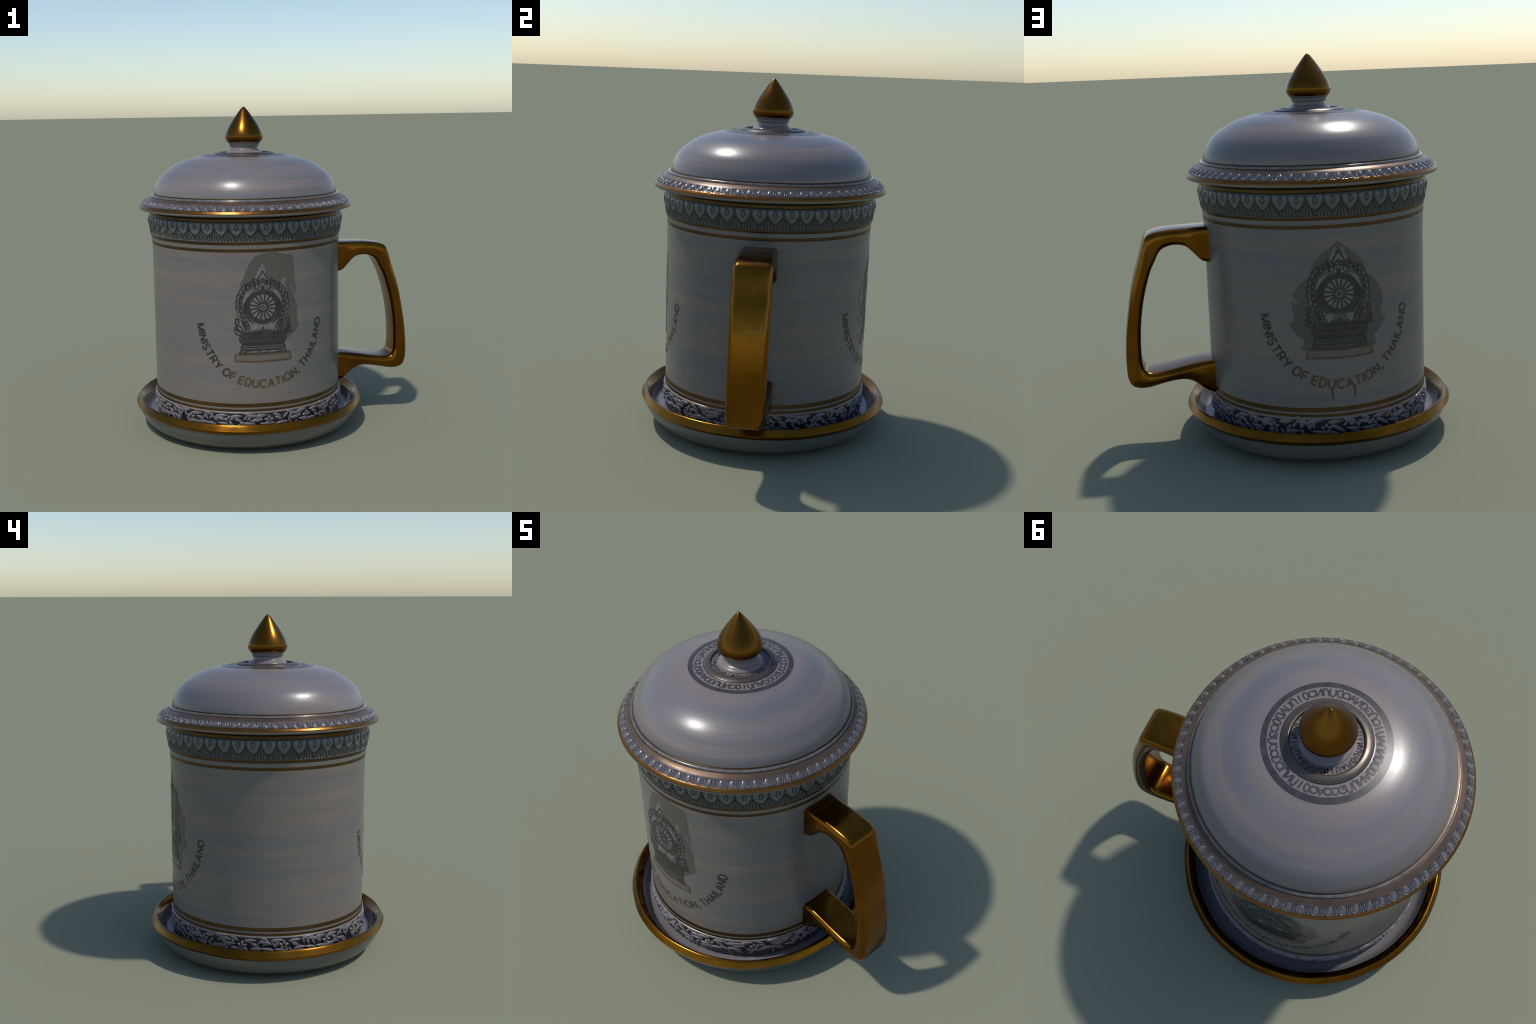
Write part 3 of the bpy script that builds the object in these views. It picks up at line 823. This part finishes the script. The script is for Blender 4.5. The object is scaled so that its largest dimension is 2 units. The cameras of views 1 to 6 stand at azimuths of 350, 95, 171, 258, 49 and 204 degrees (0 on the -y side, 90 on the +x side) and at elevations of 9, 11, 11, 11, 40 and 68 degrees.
# egg-and-dart on the sloping brim: 72 cells of 5 degrees
slope = math.atan2(BR0[1] - BR1[1], BR1[0] - BR0[0])
def brim_map(s, t, h):
    """s along the circumference, t up the slope (0 = lower edge)."""
    L = hypot(BR1[0] - BR0[0], BR0[1] - BR1[1])
    r = BR1[0] + (BR0[0] - BR1[0]) * t / L + h * sin(slope)
    z = BR1[1] + (BR0[1] - BR1[1]) * t / L + h * cos(slope)
    return (r * sin(s / 0.63), -r * cos(s / 0.63), z)
SL = hypot(BR1[0] - BR0[0], BR0[1] - BR1[1])
NE = 72
def egg_kit(seed):
    r = random.Random(seed)
    j = lambda a: r.uniform(-a, a)
    E, D = Pieces(), Pieces()
    lean = j(.10)
    mid = SL * 0.47
    o = [(x * (1.04 - 0.22 * (y / 0.0185)) + lean * y, mid + y) for x, y in ellipse(j(.001), 0, 0.0128 + j(.0022), 0.0195 + j(.0015), 20)]
    cushion(E, o, 0.0045 + j(.001), brim_map, (j(.002), mid - 0.004))
    cell = 2 * pi * 0.63 / NE
    k = 0.0202 + j(.0014)
    loop = smooth_line([(-k * 0.95 + lean * .02, SL - 0.006), (-k, mid), (-k * 0.72, mid - 0.016), (0, mid - 0.0205), (k * 0.72, mid - 0.016), (k, mid), (k * 0.95 + lean * .02, SL - 0.006)], 3)
    ribbon(D, loop, lambda t: 0.0062 + j(.0012), 0.0028, brim_map)
    ribbon(D, [(cell / 2 + j(.0008) + lean * (y - mid), y) for y in (0.002, 0.014, 0.026, SL - 0.005)], 0.0055 + j(.001), 0.0032, brim_map)
    return E.mesh("egg"), D.mesh("dart")
kits = [egg_kit(k) for k in range(8)]
for i in range(NE):
    e, d = kits[rnd.randrange(8)]
    rot = 2 * pi * i / NE + rnd.uniform(-.005, .005)
    add("egg", e, lp["egg_band"], SILVER, rot)
    add("dart", d, lp["egg_band"], SILVER, rot)

# printed rings and looping characters on the crown
crown_line = catmull([c for c in cap if c[0] == "dome_crown"][0][2][::-1], 8)
def crown_z(r):
    if r > 0.262:
        return float(np.interp(r, [0.262, 0.268, 0.31], [1.7028, 1.7020, 1.6942]))
    return float(np.interp(r, crown_line[:, 0], crown_line[:, 1]))
def crown_map(s, r, h):
    a = s / 0.215
    return (r * sin(a), -r * cos(a), crown_z(r) + h)
ring = Pieces()
for r0, r1, lift in ((0.244, 0.270, 0.0008), ):
    N = 160
    pts = [(2 * pi * 0.215 * k / N, (r0 + r1) / 2) for k in range(N + 1)]
    print_stroke(ring, pts, lambda t: (r1 - r0) * (1 - 0.10 * sin(2 * pi * t + 1)), lift, crown_map)
add("crown_line", ring.mesh("crown_line"), lp["dome_crown"], LIDINK)

def glyph_strokes(code, w, lo, hi):
    m, h = (lo + hi) / 2, (hi - lo) / 2
    if code == "O": return [(ellipse(0, m, w * 0.42, h * 0.8, 18), True)]
    if code == "o": return [(ellipse(0, m, w * 0.30, h * 0.95, 18), True)]
    if code == "C": return [(ellipse(0, m, w * 0.40, h * 0.85, 14, 0, 0.7, 5.6), False)]
    if code == "D": return [(smooth_line([(-w * .3, lo), (-w * .3, hi), (w * .2, hi - h * .3), (w * .3, m), (w * .2, lo + h * .3), (-w * .3, lo)], 3), False)]
    if code == "I": return [([(0, lo), (0.001, m), (0, hi)], False)]
    if code == "N": return [([(-w * .35, lo), (-w * .3, m), (-w * .35, hi)], False), ([(-w * .3, hi), (0, m), (w * .3, lo)], False), ([(w * .35, lo), (w * .3, m), (w * .35, hi)], False)]
    if code == "U": return [(smooth_line([(-w * .3, hi), (-w * .32, m), (-w * .1, lo), (w * .15, lo), (w * .32, m), (w * .3, hi)], 3), False)]
    if code == "n": return [(smooth_line([(-w * .3, lo), (-w * .32, m), (-w * .1, hi), (w * .15, hi), (w * .32, m), (w * .3, lo)], 3), False)]
    if code == "A": return [([(-w * .4, lo), (0, hi), (w * .4, lo)], False), ([(-w * .2, m - h * .2), (w * .2, m - h * .2)], False)]
    if code == "S": return [(smooth_line([(w * .3, hi - h * .2), (-w * .1, hi), (-w * .3, m + h * .4), (w * .3, m - h * .4), (w * .1, lo), (-w * .3, lo + h * .2)], 3), False)]
    if code == "Q": return [(ellipse(0, m, w * 0.38, h * 0.85, 18), True), ([(0, m), (w * .4, lo)], False)]
    if code == "E": return [([(-w * .25, lo), (-w * .25, hi)], False), ([(-w * .25, hi - h * .1), (w * .3, hi - h * .1)], False), ([(-w * .25, m), (w * .25, m)], False), ([(-w * .25, lo + h * .1), (w * .3, lo + h * .1)], False)]
    return []
signs = Pieces()
row = "OOQnUNAoDoNnAUIOnQoNAODUnNOoInUADoOQnCODOUNnIoOA"
for k, ch in enumerate(row):
    cell = 2 * pi * 0.215 / len(row)
    s0 = radians(204) * 0.215 + k * cell
    for pts, closed in glyph_strokes(ch, cell * rnd.uniform(1.1, 1.35), 0.2010, 0.2365):
        lean = rnd.uniform(-.12, .12)
        print_stroke(signs, [(s0 + x + lean * (y - 0.218), y) for x, y in pts], 0.0076, 0.0005, crown_map, closed)
add("crown_sign", signs.mesh("crown_sign"), lp["dome_crown"], LIDINK)["kind"] = "stuff"

def well_map(s, r, h):
    a = s / 0.132
    return (r * sin(a), -r * cos(a), 1.7112 + h)
wsign = Pieces()
wrow = "nUINUnoAnUNInUAonnUNIUAnoUnNIUAnUo"
for k, ch in enumerate(wrow):
    cell = 2 * pi * 0.132 / len(wrow)
    for pts, closed in glyph_strokes(ch, cell * .9, 0.1215, 0.1445):
        print_stroke(wsign, [(k * cell + x, y) for x, y in pts], 0.0068, 0.0010, well_map, closed)
add("well_sign", wsign.mesh("well_sign"), lp["well"], LIDINK)["kind"] = "stuff"

# ================================================================== the saucer
saucer = thing("saucer", "deep porcelain saucer with broad gold rim", "saucer", 0.003)
def uneven(r, z, th):
    k = 0.0022 * sin(3 * th + 0.6) * 0.5 + 0.0012 * sin(7 * th + 2.1) + 0.0008 * sin(17 * th)
    return r + (k if 0.62 < r and z > 0.06 else 0), z + (0.0010 * sin(5 * th + 1) if z > 0.11 and r > 0.66 else 0)
dish = [
    ("saucer_bottom", UNDER, [(0.02, 0.008), (0.40, 0.006), (0.430, 0.000), (0.452, 0.000), (0.462, 0.010), (0.480, 0.0165)], 3),
    ("saucer_foot", UNDER, [(0.480, 0.0165), (0.550, 0.0180), (0.595, 0.0205), (0.6200, 0.0260), (0.6350, 0.0345)], 4),
    ("foot_line", BAND, [(0.6350, 0.0345), (0.6395, 0.0380), (0.6430, 0.0410)], 2),
    ("saucer_wall", UNDER, [(0.6430, 0.0410), (0.6650, 0.0640), (0.6820, 0.0900), (0.6950, 0.1160), (0.7035, 0.1365)], 5),
    ("gold_underband", SAUCER_GOLD, [(0.7035, 0.1365), (0.7110, 0.1450), (0.7160, 0.1525), (0.7185, 0.1585)], 4),
    ("gold_rim", SAUCER_GOLD, [(0.7185, 0.1585), (0.7105, 0.1720), (0.7005, 0.1880), (0.6975, 0.1915)], 4),
    ("gold_lip", SAUCER_GOLD, [(0.6975, 0.1915), (0.6945, 0.1930), (0.6905, 0.1930), (0.6860, 0.1905)], 4),
    ("gold_inside", GOLD, [(0.6860, 0.1905), (0.6765, 0.1800), (0.6660, 0.1680), (0.6565, 0.1545)], 5),
    ("saucer_floor", FLOOR, [(0.6565, 0.1545), (0.6490, 0.1360), (0.6410, 0.1160), (0.6300, 0.1000), (0.6130, 0.0910), (0.590, 0.0885), (0.02, 0.0880)], 5),
]
lathe(saucer, dish, wobble=uneven)
